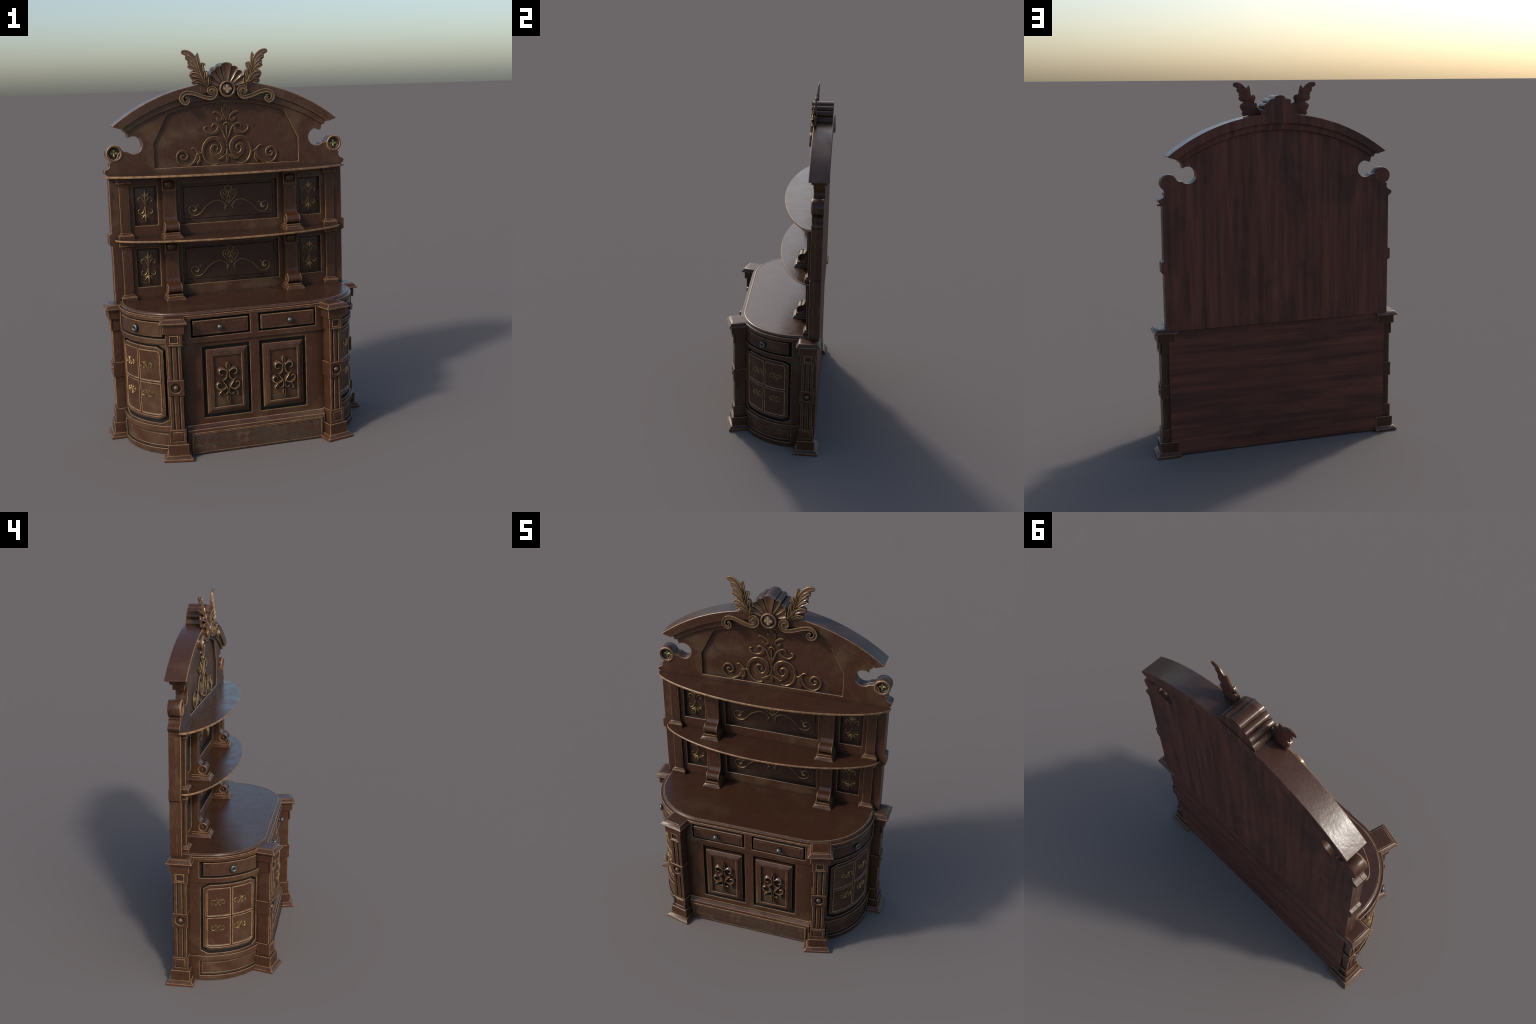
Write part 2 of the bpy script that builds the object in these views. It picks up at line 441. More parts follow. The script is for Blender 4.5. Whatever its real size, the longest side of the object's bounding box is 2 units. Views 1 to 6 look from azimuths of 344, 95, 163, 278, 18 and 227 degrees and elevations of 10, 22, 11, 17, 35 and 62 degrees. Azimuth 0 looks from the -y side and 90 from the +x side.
# curved side doors: four panes in an eight-sided frame
FIL = [
 [(.0006, .004, .0014), (.0056, -.010, .0018), (.0115, -.0172, .0019), (.0175, -.011, .0018), (.0185, -.002, .0018), (.0165, .002, .0020)],
 [(.0045, -.004, .0014), (.0105, .009, .0019), (.0225, .0145, .0022), (.0335, .010, .0022), (.0375, -.001, .0020), (.0335, -.0095, .0021), (.0280, -.004, .0018), (.0285, .0, .001)],
 [(.001, .005, .0010), (.0065, .015, .0015), (.0115, .021, .0020)]]
FIL1 = [[(0, -.022, .0008), (0, -.008, .0016), (0, .010, .0012), (0, .020, .0026), (0, .027, .0012)]]
FIL = [[(x, z, w * 1.12) for x, z, w in st] for st in FIL]
FIL1 = [[(x, z, w * 1.1) for x, z, w in st] for st in FIL1]
bm = mirror_ribbons(FIL, -.001, .0054, ROUND, 7)
ribbon(bm, FIL1[0], -.001, .0052, ROUND, 8)
for v in bm.verts:        # follow the curve of the door
    v.co.x *= .95; v.co.y *= .95; a = v.co.x / .321; r = .321 + v.co.z
    v.co = Vector((r * sin(a), .321 - r * cos(a), v.co.y))
FILI = finish(bm, 'gilt_ornament', [GOLD, GOLD], 60)
UC = .184
for s in (-1, 1):
    b = panel_bm(octagon(.027, .342, .177, .553, .037, .0185),
                 [(0, -.034, 2), (0, -.012, 2), (.0025, -.0095, 1), (.0125, -.0095, 0), (.0140, -.0105, 1), (.0155, -.0135, 0), (.0175, -.0150, 2)], 2)
    d = obj('curved_door', finish(bend(b, s), 'curved_door', STD, 25), core)
    for iu in (0, 1):
        for iz in (0, 1):
            u0, u1 = (.0450, UC - .0030) if iu == 0 else (UC + .0030, .3240)
            z0, z1 = (.1965, .3645) if iz == 0 else (.3705, .5335)
            c = .018; cz = .009
            o = [(u0, z0), (u1, z0), (u1, z1), (u0, z1)]
            # the corner of each pane that meets the frame is cut off
            ci = {(0, 0): 0, (1, 0): 1, (1, 1): 2, (0, 1): 3}[(iu, iz)]
            cut = {0: [(u0, z0 + cz), (u0 + c, z0)], 1: [(u1 - c, z0), (u1, z0 + cz)],
                   2: [(u1, z1 - cz), (u1 - c, z1)], 3: [(u0 + c, z1), (u0, z1 - cz)]}[ci]
            o = o[:ci] + cut + o[ci + 1:]
            b = panel_bm(o, [(0, -.020, 2), (0, -.0105, 0), (.0016, -.0090, 1), (.0050, -.0095, 1), (.0066, -.0108, 1), (.0095, -.0138, 0)], 0)
            p = obj('door_pane', finish(bend(b, s), 'door_pane', STD, 25), d)
            uo = .107 if iu == 0 else .2355
            x, y = plan(uo, -.0138); a = uo / RU
            k = obj('gilt_ornament', FILI, p, (s * x, y, .452 if iz else .3045), s * (pi / 2 - a))
            if not iz: k.rotation_euler = (0, pi, s * (pi / 2 - a))
    b = panel_bm(rect(PL[0] + .001, PL[1] - .001, PL[2] + .001, PL[3] - .001),
                 [(0, -.030, 2), (0, -.012, 2), (.008, -.012, 0), (.0105, -.0085, 0), (.0125, -.0090, 1), (.0140, -.0102, 2), (.0155, -.0095, 0)], 0)
    obj('plinth_panel', finish(bend(b, s), 'plinth_panel', STD, 25), core)

# counter top with a rounded upper edge
bm = plate_bm(plan_outline(.001, .252), [], .7035, .7130, .0022)
m = plate_bm(plan_outline(-.0125, .2515), [], .7125, .7180, .0008); merge(bm, m)
ol = plan_outline(-.0135, .251)
me_top = panel_bm(ol, [(0, .715, 0), (0, .7178, 0), (.0008, .7203, 0), (.0030, .7228, 0), (.0062, .7243, 0), (.0070, .7245, 1), (.0105, .7245, 1), (.0112, .7237, 2),
                       (.0130, .7237, 2), (.0140, .7244, 0)], 0)
merge(bm, me_top)
obj('counter_top', finish(bm, 'counter_top', [WOOD_TOP, WEAR, GROOVE], 30))

# ------------------------------------------------------------------ pillars
def pillar_mesh():
    bm = bmesh.new(); yb = .033
    add_box(bm, -.0730, .0730, -.0730, .058, .0, .0050, 0, 4)
    add_box(bm, -.0730, .0730, -.0730, .058, .0050, .0100, .0015)
    add_box(bm, -.0725, .0725, -.0725, .057, .0100, .0255, .0018, top=(.0145, .0145))
    add_box(bm, -.0520, .0520, -.0520, .047, .0245, .0805, .002)
    add_box(bm, -.0405, .0405, -.0335, .041, .0800, .1530, .0018)
    for z0, z1 in ((.1525, .3290), (.4050, .5790)):
        add_box(bm, -.0327, .0327, -.0250, .033, z0, z1, .0015)
        add_box(bm, -.0190, .0190, -.0262, -.02, z0, z1, 0, 2)
        for a, c in ((-.0330, -.0180), (-.0098, .0098), (.0180, .0330)):
            add_box(bm, a, c, -.0330, -.02, z0, z1, .0020)
    add_box(bm, -.0398, .0398, -.0290, .040, .3280, .4060, .0018)
    add_box(bm, -.0410, .0410, -.0340, .041, .5780, .6430, .0018)
    add_box(bm, -.0520, .0520, -.0520, .047, .6415, .6905, .002)
    add_box(bm, -.0680, .0680, -.0680, .056, .6905, .6975, .0016)
    add_box(bm, -.0675, .0675, -.0675, .055, .6970, .7150, .0018, top=(.0150, .0150))
    add_box(bm, -.0440, .0440, -.0440, .040, .7140, .7160, .0011)
    p = bmesh.new()
    fr = [(0, .030, 2), (0, .0390, 1), (.0014, .0406, 1), (.0046, .0406, 1), (.0060, .0392, 1), (.0066, .0345, 2)]
    raised = [(0, .030, 2), (0, .0375, 0), (.0022, .0400, 1), (.0060, .0412, 0)]
    for z0, z1, hx, h0, h1, pr in ((.5782, .6428, .0262, .5862, .6352, fr), (.0802, .1528, .0278, .0925, .1440, raised)):
        g = plate_bm(rect(-.0410, .0410, z0, z1), [rect(-hx, hx, h0, h1)], .026, .0412, .0016)
        merge(p, g)
        panel_bm(rect(-hx, hx, h0, h1), [(0, .0330, 2), (.001, .0330, 2)], 2, p)
        panel_bm(rect(-hx + .003, hx - .003, h0 + .003, h1 - .003), pr, 0 if pr is raised else 3, p)
    merge(bm, to_front(p))
    h = plate_bm(rect(-.0400, .0400, .3278, .4062), [arc(0, .367, .0255, 0, 350, 35)], .026, .0402, .0016, True)
    merge(bm, to_front(h))
    p = bmesh.new()
    lathe(p, [(.0262, .036, 2), (.0245, .030, 2), (.018, .0265, 2), (0, .0255, 2)], 0, .367)
    merge(bm, to_front(p))
    return finish(bm, 'pillar', [WOOD, WEAR, GROOVE, WOOD_DK, FOOTSOLE], 30, True)
PILLAR = pillar_mesh()
b = bmesh.new(); bmesh.ops.create_uvsphere(b, u_segments=24, v_segments=14, radius=.0150)
BALL = finish(b, 'pillar_ball', [BRONZE], 60)
for s in (-1, 1):
    for x, y, a in ((.4085, -.2050, 14.2), (.6285, .2145, 90)):
        p = obj('pillar', PILLAR, None, (s * x, y, 0), s * radians(a))
        obj('pillar_ball', BALL, p, (0, -.0315, .367))

# ------------------------------------------------------------------ upper back board
def mirror_out(h): return h + [(-x, z) for x, z in reversed(h)]
side = [(.632, .703), (.632, 1.013), (.647, 1.022), (.647, 1.076), (.633, 1.084), (.632, 1.376), (.639, 1.381), (.648, 1.389), (.651, 1.398),
        (.649, 1.406), (.640, 1.411), (.629, 1.416), (.622, 1.425), (.621, 1.434), (.625, 1.443), (.612, 1.452), (.585, 1.465), (.575, 1.49), (.552, 1.505), (.546, 1.499)]
side += arc(.4945, 1.5295, .0450, -38, -300, 30)[1:]
side += [(.5195, 1.565), (.528, 1.597)]
side += [(.53 * (1 - i / 14), .815 + sqrt(.96 ** 2 - (.53 * (1 - i / 14)) ** 2) - .012) for i in range(1, 14)] + [(0, 1.763)]
board = side + [(-x, z) for x, z in reversed(side[:-1])]

def archline(x, r, c): return c + sqrt(r * r - x * x)
PED = [(.390, 1.4045), (.390, 1.532), (.317, 1.672)] + [(.317 * (1 - i / 12), archline(.317 * (1 - i / 12), .965, .766)) for i in range(1, 12)] + [(0, 1.731)]
PED = PED + [(-x, z) for x, z in reversed(PED[:-1])]
TIER = (.724, 1.049)
holes = [PED]
for z in TIER:
    dz = z - 1.049
    holes.append(rect(-.266, .266, 1.106 + dz, 1.320 + dz))
    for s in (-1, 1):
        holes.append(rect(s * .4475 - .0615, s * .4475 + .0615, 1.112 + dz, 1.317 + dz))
bm = plate_bm(board, holes, 0, .024, .0022)
obj('back_board', finish(to_front(bm, .233), 'back_board', STD, 30))
bm = plate_bm(board, [], 0, .039, .0012)
for f in bm.faces: f.material_index = 0 if abs(f.normal.z) > .95 else 1
obj('rear_board', finish(to_front(bm, .272), 'rear_board', [BACK_V, WOOD], 30))
bm = plate_bm(rect(-.621, .621, .004, .7005), [], 0, .014, .001)
obj('lower_rear_board', finish(to_front(bm, .2625), 'lower_rear_board', [BACK_H, BACK_H, BACK_H], 30))

# pediment field and its raised scroll carving
bm = panel_bm(PED, [(.0003, -.012, 2), (.0003, 0, 2)], 0)
ped = obj('pediment_panel', finish(to_front(bm, .222), 'pediment_panel', STD, 30))
bm = bmesh.new()
STR = [
 [(.051, 1.4135, .0030), (.063, 1.409, .0046), (.081, 1.4075, .0054), (.108, 1.422, .0056), (.126, 1.451, .0062), (.131, 1.480, .0070), (.123, 1.511, .0080),
  (.099, 1.537, .0100), (.066, 1.545, .0112), (.035, 1.530, .0118), (.022, 1.497, .0112), (.032, 1.466, .0118), (.056, 1.453, .0122), (.078, 1.466, .0120),
  (.084, 1.489, .0098), (.073, 1.508, .0072), (.055, 1.505, .0052), (.050, 1.492, .0046), (.056, 1.485, .0032)],
 [(.128, 1.472, .0050), (.145, 1.470, .0060), (.161, 1.480, .0066), (.172, 1.494, .0050), (.183, 1.499, .0044), (.191, 1.495, .0036)],
 [(.150, 1.471, .0040), (.161, 1.462, .0085), (.166, 1.446, .0088), (.184, 1.422, .0066), (.214, 1.406, .0056), (.243, 1.409, .0052), (.265, 1.430, .0046),
  (.271, 1.458, .0052), (.257, 1.482, .0054), (.236, 1.487, .0068), (.216, 1.474, .0060), (.214, 1.454, .0056), (.230, 1.440, .0050), (.246, 1.447, .0046),
  (.247, 1.460, .0042), (.238, 1.464, .0034), (.233, 1.459, .0026)],
 [(.148, 1.462, .0026), (.149, 1.448, .0044), (.151, 1.432, .0062), (.160, 1.422, .0072), (.160, 1.411, .0030)],
 [(.0100, 1.548, .0050), (.0165, 1.570, .0044), (.030, 1.599, .0048), (.050, 1.6155, .0060), (.067, 1.619, .0054), (.076, 1.611, .0036), (.077, 1.604, .0022)],
 [(.047, 1.608, .0030), (.046, 1.592, .0080), (.053, 1.579, .0096), (.069, 1.571, .0082), (.091, 1.570, .0056), (.111, 1.581, .0050), (.119, 1.597, .0048),
  (.114, 1.605, .0042), (.106, 1.605, .0030)],
 [(.0105, 1.634, .0012), (.024, 1.661, .0054), (.044, 1.676, .0062), (.062, 1.681, .0040), (.071, 1.673, .0012)],
 [(.020, 1.650, .0020), (.026, 1.638, .0060), (.038, 1.638, .0100), (.048, 1.649, .0062), (.052, 1.654, .0012)],
 [(.008, 1.462, .0026), (.018, 1.449, .0064), (.032, 1.440, .0074), (.047, 1.434, .0050), (.060, 1.441, .0014)]]
k = 0
for st in STR:
    for sx in (1, -1):
        ribbon(bm, st, -.002, .0092 + .00025 * (k % 9), FLAT, 8, sx=sx); k += 1
for st in ([(0, 1.519, .0024), (0, 1.532, .0062), (0, 1.544, .0112), (0, 1.553, .0135), (0, 1.558, .0100)],
           [(0, 1.562, .0030), (0, 1.585, .0034), (0, 1.612, .0032)],
           [(-.0155, 1.612, .0026), (-.010, 1.620, .0040), (0, 1.6245, .0042), (.010, 1.620, .0040), (.0155, 1.612, .0026)],
           [(0, 1.499, .0030), (0, 1.504, .0066), (0, 1.509, .0030)],
           [(0, 1.490, .0036), (0, 1.470, .0052), (0, 1.450, .0078), (0, 1.434, .0104), (0, 1.422, .0056), (0, 1.418, .0020)],
           [(0, 1.633, .0014), (0, 1.655, .0125), (0, 1.678, .0230), (0, 1.690, .0250), (0, 1.699, .0160), (0, 1.7045, .0110), (0, 1.712, .0112), (0, 1.720, .0075), (0, 1.7265, .0014)],
           [(.014, 1.694, .0060), (.0205, 1.700, .0042), (.0215, 1.709, .0008)],
           [(-.014, 1.694, .0060), (-.0205, 1.700, .0042), (-.0215, 1.709, .0008)]):
    ribbon(bm, st, -.002, .0088 + .00031 * (k % 7), FLAT, 8); k += 1
obj('pediment_carving', finish(to_front(bm, .222), 'pediment_carving', [WOOD, GOLDEDGE, GROOVE], 25), ped)

# sunk panels of the two tiers
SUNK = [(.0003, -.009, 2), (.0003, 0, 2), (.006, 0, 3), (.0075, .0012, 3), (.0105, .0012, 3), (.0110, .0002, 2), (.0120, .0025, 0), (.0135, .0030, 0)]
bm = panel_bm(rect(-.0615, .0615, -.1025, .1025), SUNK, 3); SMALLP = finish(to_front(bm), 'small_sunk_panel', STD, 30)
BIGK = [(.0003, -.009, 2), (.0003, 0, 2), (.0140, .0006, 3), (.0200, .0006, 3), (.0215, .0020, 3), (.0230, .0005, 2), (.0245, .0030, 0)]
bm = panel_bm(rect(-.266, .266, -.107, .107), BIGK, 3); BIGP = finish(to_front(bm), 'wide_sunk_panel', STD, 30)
bm = bmesh.new()
SMALL = [[(.001, .004, .0012), (.010, .029, .0018), (.0235, .0425, .0021), (.036, .037, .0021), (.0365, .025, .0019), (.029, .0195, .0015)],
         [(.020, .068, .0006), (.0115, .057, .0030), (.003, .047, .0018)],
         [(.0235, .053, .0006), (.012, .0495, .0024), (.002, .0445, .0018)]]
SMALL = [[(x, z, w * 1.2) for x, z, w in st] for st in SMALL]
k = 0
for st in SMALL:
    for sx in (1, -1):
        for sz in (1, -1):
            ribbon(bm, [(x, z * sz, w) for x, z, w in st], 0, .0050 + .0003 * (k % 5), ROUND, 8, sx=sx); k += 1
for sz in (1, -1):
    ribbon(bm, [(0, .086 * sz, .0005), (0, .070 * sz, .0040), (0, .056 * sz, .0070), (0, .044 * sz, .0046), (0, .010 * sz, .0006)], 0, .0105, ROUND, 8)
FGILT = worn('bronze_fleur', (.30, .200, .090), (.15, .095, .042), .35, .25)
GLINE = worn('gilt_line', (.40, .285, .125), (.20, .135, .060), .3, .3)
FLEUR = finish(to_front(bm), 'gilt_fleur', [FGILT, FGILT], 60)
bm = bmesh.new(); bm2 = bmesh.new()
ARM = [(.016, -.027, .0046), (.029, -.008, .0040), (.060, .0055, .0040), (.096, -.005, .0038), (.127, -.026, .0034), (.149, -.052, .0028), (.168, -.0655, .0022), (.189, -.0685, .0018),
       (.209, -.057, .0017), (.2175, -.034, .0016), (.208, -.0185, .0016), (.191, -.0165, .0018), (.180, -.027, .0030), (.180, -.040, .0050), (.190, -.0445, .0040), (.198, -.037, .0016)]
WIDE = [[(.178, -.020, .0014), (.168, -.018, .0013), (.163, -.009, .0009)],
        [(.0008, -.014, .0013), (.026, .011, .0013), (.0425, .037, .0013), (.0375, .0545, .0013), (.025, .0575, .0013), (.0125, .049, .0013), (.0125, .037, .0013), (.0215, .0335, .0013), (.0305, .040, .0013), (.024, .0475, .0013)],
        [(.000, .083, .0013), (.012, .0785, .0014), (.0185, .0675, .0013), (.004, .050, .0012), (.0014, .029, .0012), (.0085, .012, .0012), (.0005, -.006, .0010)],
        [(.004, .026, .0010), (.012, .022, .0012), (.018, .025, .0008)]]
WIDE = [[(x, z, w * 1.3) for x, z, w in st] for st in WIDE]
k = 0
for sx in (1, -1):
    ribbon(bm2, ARM, 0, .0065 + .0003 * k, ROUND, 9, sx=sx); k += 1
    ribbon(bm2, [(.010, -.022, .0055), (.019, -.032, .0062), (.024, -.048, .0008)], 0, .0085 + .0003 * k, ROUND, 8, sx=sx)
    for st in WIDE:
        ribbon(bm, st, 0, .0042 + .0003 * (k % 6), ROUND, 9, sx=sx); k += 1
GW = worn('dull_bronze_strand', (.160, .092, .046), (.080, .045, .024), .15, .4)
me = bpy.data.meshes.new('t'); bm2.to_mesh(me); n0 = len(bm.faces); bm.from_mesh(me); bm.faces.ensure_lookup_table()
for f in bm.faces[n0:]:
    c = f.calc_center_median(); f.material_index = 2 if abs(c.x) < .16 else 0
HEART = finish(to_front(bm), 'heart_scroll', [GLINE, GLINE, GW], 60)
for z in TIER:
    dz = z - 1.049
    p = obj('wide_sunk_panel', BIGP, None, (0, .2315, 1.213 + dz)); obj('heart_scroll', HEART, p, (0, -.0030, 0))
    for s in (-1, 1):
        p = obj('small_sunk_panel', SMALLP, None, (s * .4475, .2310, 1.2145 + dz)); obj('gilt_fleur', FLEUR, p, (0, -.0030, .0))

# ------------------------------------------------------------------ shelves
def shelf_mesh(name, hx, y0, yf, z0, z1):
    half = []
    for i in range(41):
        t = pi / 2 * i / 40; x = hx * cos(t); q = sqrt(max(0, 1 - (x / hx) ** 2))
        R = (hx * hx + (y0 - yf) ** 2) / (2 * (y0 - yf)); a = (sqrt(R * R - x * x) - (R - (y0 - yf))) / (y0 - yf)
        half.append((x, y0 - (y0 - yf) * (.68 * q + .32 * a)))
    o = [(hx, .215)] + half + [(-x, y) for x, y in reversed(half[:-1])] + [(-hx, .215)]
    bm = plate_bm(o, [], z0, z1, .0026)
    for f in bm.faces:
        if abs(f.normal.z) < .95: f.material_index = 1
    return finish(bm, name, [WOOD_TOP, WEAR], 30)
obj('shelf', shelf_mesh('shelf', .650, .207, .0245, 1.3670, 1.3790))
obj('shelf', shelf_mesh('shelf_middle', .6155, .200, .0045, 1.0385, 1.0495))

# ------------------------------------------------------------------ pilasters and corbels
def pilaster_mesh():
    bm = bmesh.new(); H = .3175
    add_box(bm, -.0405, .0405, -.0300, .01, 0, .0200, .0018)
    add_box(bm, -.0370, .0370, -.0265, .01, .0195, .0245, .0012)
    add_box(bm, -.0345, .0345, -.0240, .01, .0240, .0330, .0014, top=(.006, .006))
    add_box(bm, -.0250, .0250, -.0140, .01, .0300, .2750, .0016)
    add_box(bm, -.0290, .0290, -.0175, .01, .2740, .2810, .0014)
    add_box(bm, -.0395, .0395, -.0240, .01, .2880, .2930, .0014)
    vs = bmesh.new(); add_box(vs, -.0395, .0395, -.0240, .01, -.2880, -.2800, .0012, top=(.009, .007))
    for v in vs.verts: v.co.z *= -1
    merge(bm, vs)
    add_box(bm, -.0380, .0380, -.0225, .01, .2925, .3170, .0018)
    arcp = arc(0, .250, .0150, 20, 160, 10) + [(-.0165, .246), (-.0165, .058)] + arc(0, .054, .0150, 200, 340, 10) + [(.0165, .058), (.0165, .246)]
    p = panel_bm(arcp, [(0, .0130, 1), (0, .0145, 0), (.0010, .0152, 0), (.0022, .0145, 2)], 0)
    merge(bm, to_front(p))
    return finish(bm, 'pilaster', STD, 30)
PIL = pilaster_mesh()

def corbel_mesh():
    bm = bmesh.new()
    add_box(bm, -.0530, .0530, -.1045, .004, 0, .0180, .0018, top=(.0110, .0110))
    add_box(bm, -.0390, .0390, -.0870, .004, .0175, .0285, .0016)
    # side-profiled body: a shaft that sweeps out over the roll
    prof = [(.004, .0280), (-.0560, .0280), (-.0600, .0750), (-.0480, .0800), (-.0390, .0870), (-.0325, .0980), (-.0315, .1050), (-.0315, .2430),
            (-.0230, .2450), (-.0230, .2950), (.004, .2950)]
    L = [[bm.verts.new((x, y, z)) for y, z in prof] for x in (-.0345, .0345)]
    fs = []
    for i in range(len(prof)):
        j = (i + 1) % len(prof); fs.append(bm.faces.new((L[0][i], L[0][j], L[1][j], L[1][i])))
    fs += [bm.faces.new(L[0]), bm.faces.new(L[1])]
    es = {e for f in fs for e in f.edges if e.calc_face_angle(0) > .9}
    bmesh.ops.bevel(bm, geom=list(es), offset=.0016, segments=1, affect='EDGES', material=1)
    for x in (-.0362, .0312): add_box(bm, x, x + .005, -.0325, .004, .2435, .2950, .0012)
    add_box(bm, -.0362, .0362, -.0335, .004, .2395, .2475, .0014)
    add_box(bm, -.0385, .0385, -.0360, .004, .2945, .3030, .0014)
    add_box(bm, -.0440, .0440, -.0450, .004, .3025, .3095, .0014)
    add_box(bm, -.0470, .0470, -.0490, .004, .3090, .3170, .0014)
    p = panel_bm(octagon(-.0240, .0240, .104, .226, .010, .014), [(0, .0305, 2), (0, .0322, 1), (.0012, .0328, 0), (.0026, .0318, 2)], 0)
    merge(bm, to_front(p))
    return finish(bm, 'corbel', STD, 30)
COR = corbel_mesh()
bm = bmesh.new()       # the roll, turned about x
r = .0262
half = [(0, .0395, 0), (.0045, .0382, 0), (.0078, .0345, 0), (.0085, .0310, 2), (.0130, .0315, 2), (.0168, .0345, 0), (.0185, .0374, 0), (.0200, .0384, 1), (.0245, .0386, 0), (r, .0372, 1), (r + .0003, .0340, 1), (r - .0012, .0328, 2)]
prof = [(a, -w, m) for a, w, m in half]; prof = prof + [(r - .0012, .0328, 0)] + [(a, w, half[i + 1][2] if i + 1 < len(half) else 0) for i, (a, w, m) in reversed(list(enumerate(half)))][1:]
lathe(bm, prof, 0, 0, 36)
for v in bm.verts: v.co = Vector((v.co.z, v.co.x, v.co.y))
ROLL = finish(bm, 'corbel_roll', [WOOD, WEAR, GROOVE], 40)
bm = bmesh.new(); bmesh.ops.create_uvsphere(bm, u_segments=28, v_segments=16, radius=.0275)
for v in bm.verts: v.co.z *= .92; v.co.y *= .75
BOSS = finish(bm, 'corbel_boss', [WOOD], 60)
for z in TIER:
    for s in (-1, 1):
        obj('pilaster', PIL, None, (s * .5590, .209, z))
        c = obj('corbel', COR, None, (s * .3275, .209, z))
        obj('corbel_roll', ROLL, c, (0, -.0565, .0540)); obj('corbel_boss', BOSS, c, (0, -.0260, .2740))

# ------------------------------------------------------------------ arched cornice
def band(r0, c0, r1, c1, xo, xi, tip, y0, y1, name, parent=None):
    n = 40
    top = [(xo * (1 - 2 * i / n), archline(xo * (1 - 2 * i / n), r0, c0)) for i in range(n + 1)]
    low = [(-xi * (1 - 2 * i / n), archline(xi * (1 - 2 * i / n), r1, c1)) for i in range(n + 1)]
    o = top + [(-x, z) for x, z in reversed(tip)] + low + tip
    bm = plate_bm(o, [], 0, y1 - y0, .0028)
    for f in bm.faces:
        c = f.calc_center_median()
        if c.z < .004 and abs(f.normal.z) > .15: f.material_index = 2
    return obj(name, finish(to_front(bm, y1), name, [CORN, WEAR, BACK_V], 30), parent)
cor = band(.977, .859, .960, .826, .600, .553, [(.6005, 1.6255)], .184, .2965, 'cornice')
band(.958, .834, .970, .782, .550, .527, [(.536, 1.5945)], .1975, .2840, 'cornice_step', cor)

# corner roundels at the shoulders of the board
bm = bmesh.new()
lathe(bm, [(0, -.0015, 2), (.0425, -.0015, 2), (.0440, .0005, 1), (.0440, .0610, 0), (.0425, .0655, 1), (.0385, .0680, 1), (.0340, .0673, 0), (.0310, .0645, 1), (.0300, .0600, 2),
           (.0285, .0535, 2), (.0220, .0490, 3), (.0120, .0505, 3), (0, .0520, 3)], 0, 0, 44)
ROUNDEL = finish(to_front(bm), 'corner_roundel', [WOOD, WEAR, GROOVE, WOOD_DK, BACK_V], 40)
for f in ROUNDEL.polygons:
    if f.center.y > .0003: f.material_index = 4
def flower(name, r, mat, h):
    bm = bmesh.new()
    for q in range(4):
        a = q * pi / 2; ca, sa = cos(a), sin(a)
        P = [(.06 * r, .10 * r), (.36 * r, .34 * r), (.68 * r, .40 * r), (.90 * r, .26 * r), (r, .03 * r)]
        ribbon(bm, [(x * ca, x * sa, w) for x, w in P], 0, h * (1 + .06 * q), ROUND, 5)
    return finish(to_front(bm), name, [mat, mat], 50)
FLW = flower('roundel_petals', .0205, GREENGOLD, .0060)
for s in (-1, 1):
    k = obj('corner_roundel', ROUNDEL, None, (s * .5945, .2720, 1.4905)); obj('roundel_petals', FLW, k, (0, -.0495, 0))

# ------------------------------------------------------------------ crest: shell, medallion, wings, scrolls
CZ = 1.797
LOBES = [(-16, 16, .1345), (16, 33, .1250), (33, 52, .1200), (52, 75, .1130), (75, 100, .1060)]
LOBES = [(-b, -a, r) for a, b, r in reversed(LOBES[1:])] + LOBES
def notch(a):
    a = abs(a); T = [(0, .119), (16, .1180), (33, .1090), (52, .1040), (75, .0960), (100, .092)]
    for (a0, r0), (a1, r1) in zip(T, T[1:]):
        if a <= a1: return r0 + (r1 - r0) * (a - a0) / (a1 - a0)
    return T[-1][1]
bm = bmesh.new(); NT, NR = 12, 9
outline = []
for a0, a1, rp in LOBES:
    g = []
    for i in range(NT + 1):
        t = -1 + 2 * i / NT; a = radians(a0 + (a1 - a0) * i / NT)
        rn = notch(a0 + (a1 - a0) * i / NT); ro = rn + (rp - rn) * sqrt(max(0, 1 - t * t))
        row = []
        for j in range(NR + 1):
            q = (j / NR if j < NR - 1 else (.965 if j == NR - 1 else 1)); rr = .036 + (ro - .036) * q
            hgt = .003 + .0095 * t * t * (.35 + .65 * q) + .0120 * q ** 5
            if i in (0, NT): hgt = .0025 + .003 * q
            row.append(bm.verts.new((rr * sin(a), CZ + rr * cos(a), hgt)))
        g.append(row)
        outline.append((ro * sin(a), CZ + ro * cos(a), row[-1]))
    for i in range(NT):
        for j in range(NR):
            f = bm.faces.new((g[i][j], g[i + 1][j], g[i + 1][j + 1], g[i][j + 1]))
            f.material_index = 2 if i in (0, NT - 1) else (1 if j == NR - 1 or (i in (1, NT - 2) and j > 1 and (i == 1) == (a0 < -1)) else 0)
back = [bm.verts.new((x, z, -.1040)) for x, z, _ in outline]
midr = [bm.verts.new((x, z, -.004)) for x, z, _ in outline]
for i in range(len(outline) - 1):
    f = bm.faces.new((outline[i][2], outline[i + 1][2], midr[i + 1], midr[i])); f.material_index = 0
    f = bm.faces.new((midr[i], midr[i + 1], back[i + 1], back[i])); f.material_index = 3
f = bm.faces.new(back); f.material_index = 4
shell = obj('crest_shell', finish(to_front(bm, .1865), 'crest_shell', [BRONZE, GOLDEDGE, GROOVE, WOOD, BACK_V], 40, False))

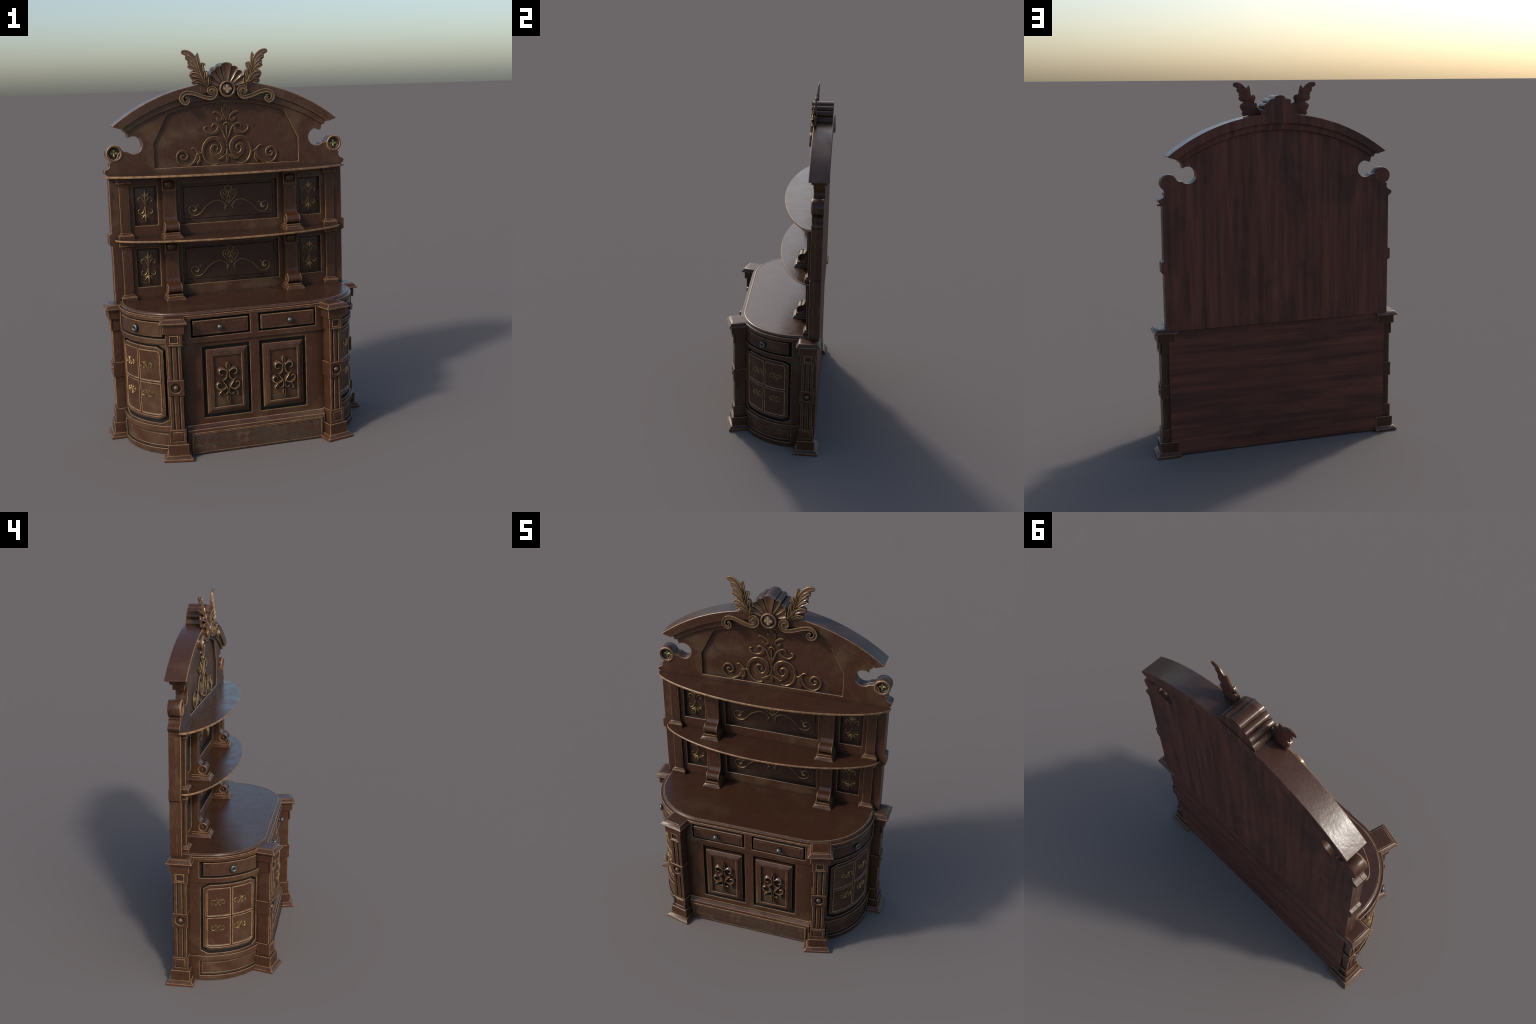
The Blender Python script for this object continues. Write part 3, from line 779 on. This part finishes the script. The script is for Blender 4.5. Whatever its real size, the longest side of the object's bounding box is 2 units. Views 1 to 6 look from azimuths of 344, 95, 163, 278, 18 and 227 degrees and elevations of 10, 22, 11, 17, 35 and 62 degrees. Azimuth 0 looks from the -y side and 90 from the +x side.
bm = bmesh.new()
lathe(bm, [(.0460, -.030, 0), (.0460, .006, 0), (.0445, .0105, 0), (.0405, .0130, 1), (.0365, .0125, 0), (.0335, .0095, 0), (.0322, .0050, 2), (.0310, .0048, 2),
           (.0285, .0080, 3), (.0200, .0115, 3), (.0100, .0130, 3), (0, .0135, 3)], 0, 0, 44)
for v in bm.verts: v.co.x *= .94; v.co.y = (v.co.y - CZ * 0) * .94
med = obj('crest_medallion', finish(to_front(bm), 'crest_medallion', [BRONZE, WEAR, GROOVE, WOOD_DK], 50), shell, (0, .1750, CZ))
obj('medallion_petals', flower('medallion_petals', .0225, PETAL, .0022), med, (0, -.0122, 0))

WOUT = [(.093, 1.800), (.125, 1.817), (.146, 1.8265), (.158, 1.826), (.172, 1.8235), (.180, 1.829), (.182, 1.838), (.178, 1.847), (.186, 1.857), (.192, 1.869), (.192, 1.880), (.184, 1.889),
        (.168, 1.8945), (.186, 1.900), (.197, 1.908), (.200, 1.918), (.195, 1.925), (.199, 1.933), (.197, 1.942), (.207, 1.950), (.210, 1.960), (.208, 1.969), (.2265, 1.978), (.2295, 1.987),
        (.2255, 1.996), (.2120, 1.9995), (.194, 1.995), (.172, 1.981), (.157, 1.9665), (.151, 1.976), (.1445, 1.984), (.138, 1.972), (.134, 1.952), (.133, 1.929), (.123, 1.934), (.111, 1.931), (.106, 1.919),
        (.113, 1.906), (.123, 1.886), (.114, 1.892), (.102, 1.892), (.100, 1.880), (.099, 1.868), (.092, 1.865), (.088, 1.85), (.087, 1.815)]
LOB = [
 [(.128, 1.862, .0030), (.143, 1.910, .0070), (.163, 1.955, .0110), (.190, 1.981, .0120), (.214, 1.989, .0095), (.225, 1.986, .0050)],
 [(.131, 1.870, .0030), (.148, 1.910, .0064), (.170, 1.944, .0088), (.190, 1.960, .0088), (.205, 1.962, .0052)],
 [(.129, 1.860, .0030), (.145, 1.896, .0064), (.166, 1.921, .0088), (.183, 1.934, .0084), (.195, 1.936, .0046)],
 [(.124, 1.848, .0030), (.142, 1.880, .0066), (.163, 1.900, .0092), (.182, 1.910, .0090), (.196, 1.915, .0050)],
 [(.112, 1.828, .0030), (.130, 1.852, .0080), (.152, 1.868, .0125), (.172, 1.874, .0125), (.188, 1.871, .0070)],
 [(.100, 1.808, .0030), (.122, 1.826, .0064), (.145, 1.839, .0088), (.164, 1.839, .0090), (.177, 1.833, .0055)],
 [(.126, 1.868, .0026), (.135, 1.905, .0066), (.1415, 1.940, .0092), (.1445, 1.964, .0072), (.1448, 1.982, .0012)],
 [(.121, 1.862, .0026), (.121, 1.888, .0058), (.118, 1.908, .0082), (.113, 1.922, .0088), (.108, 1.926, .0040)],
 [(.107, 1.826, .0026), (.110, 1.850, .0070), (.108, 1.870, .0092), (.105, 1.884, .0078), (.103, 1.890, .0040)],
 [(.096, 1.806, .0026), (.094, 1.828, .0056), (.093, 1.846, .0064), (.093, 1.860, .0036)],
 [(.094, 1.800, .0036), (.112, 1.832, .0060), (.128, 1.866, .0056), (.139, 1.906, .0044), (.147, 1.944, .0022)]]
LEAFP = [(-1, 0, 0), (-1, .80, 0), (-.90, .98, 1), (-.70, 1, 1), (-.42, .78, 0), (0, .70, 0), (.42, .78, 0), (.70, 1, 0), (.90, .98, 1), (1, .80, 1), (1, 0, 0)]
for s in (-1, 1):
    b = plate_bm([(x * s, z) for x, z in WOUT], [], 0, .0120, .0025)
    for f in b.faces: f.material_index = 2 if f.calc_center_median().z < .002 else 0
    for i, st in enumerate(LOB):
        top = max(p[1] for p in st)
        hh = .0230 - .010 * max(0, min(1, (top - 1.86) / .13)) + .0007 * (i % 5)
        if i == 10: hh = .0240
        ribbon(b, st, .006, hh, LEAFP, 8, lambda t: .80 + .20 * sin(pi * min(1, t * 1.15)), sx=s)
    for v in b.verts:      # the feather thins towards its tip
        k = max(0, min(1, (v.co.y - 1.85) / .15)); v.co.z *= 1 - .62 * k
    obj('crest_wing', finish(to_front(b, .1995), 'crest_wing', [BRONZE, CRESTGOLD, BACK_V], 50), shell)

SC = [(.0900, 1.7900, .0030), (.0835, 1.7945, .0036), (.0775, 1.7880, .0044), (.0800, 1.7780, .0052), (.0905, 1.7755, .0062), (.0985, 1.7850, .0070), (.0965, 1.7985, .0078), (.0830, 1.8060, .0086),
      (.0670, 1.8000, .0092), (.0600, 1.7820, .0095), (.0700, 1.7620, .0097), (.0920, 1.7530, .0097), (.1350, 1.7630, .0097), (.1730, 1.7770, .0097), (.2080, 1.7840, .0097), (.2340, 1.7750, .0097),
      (.2440, 1.7540, .0097), (.2350, 1.7350, .0095), (.2180, 1.7300, .0088), (.2070, 1.7430, .0078), (.2130, 1.7570, .0060), (.2220, 1.7560, .0040)]
for s in (-1, 1):
    b = bmesh.new(); ribbon(b, SC, 0, .0400, CHANNEL, 9, lambda t: .94 + .06 * cos(6 * t), sx=s)
    obj('crest_scroll', finish(to_front(b, .2050), 'crest_scroll', [BRONZE, CRESTGOLD], 40), shell)
bpy.context.view_layer.update()
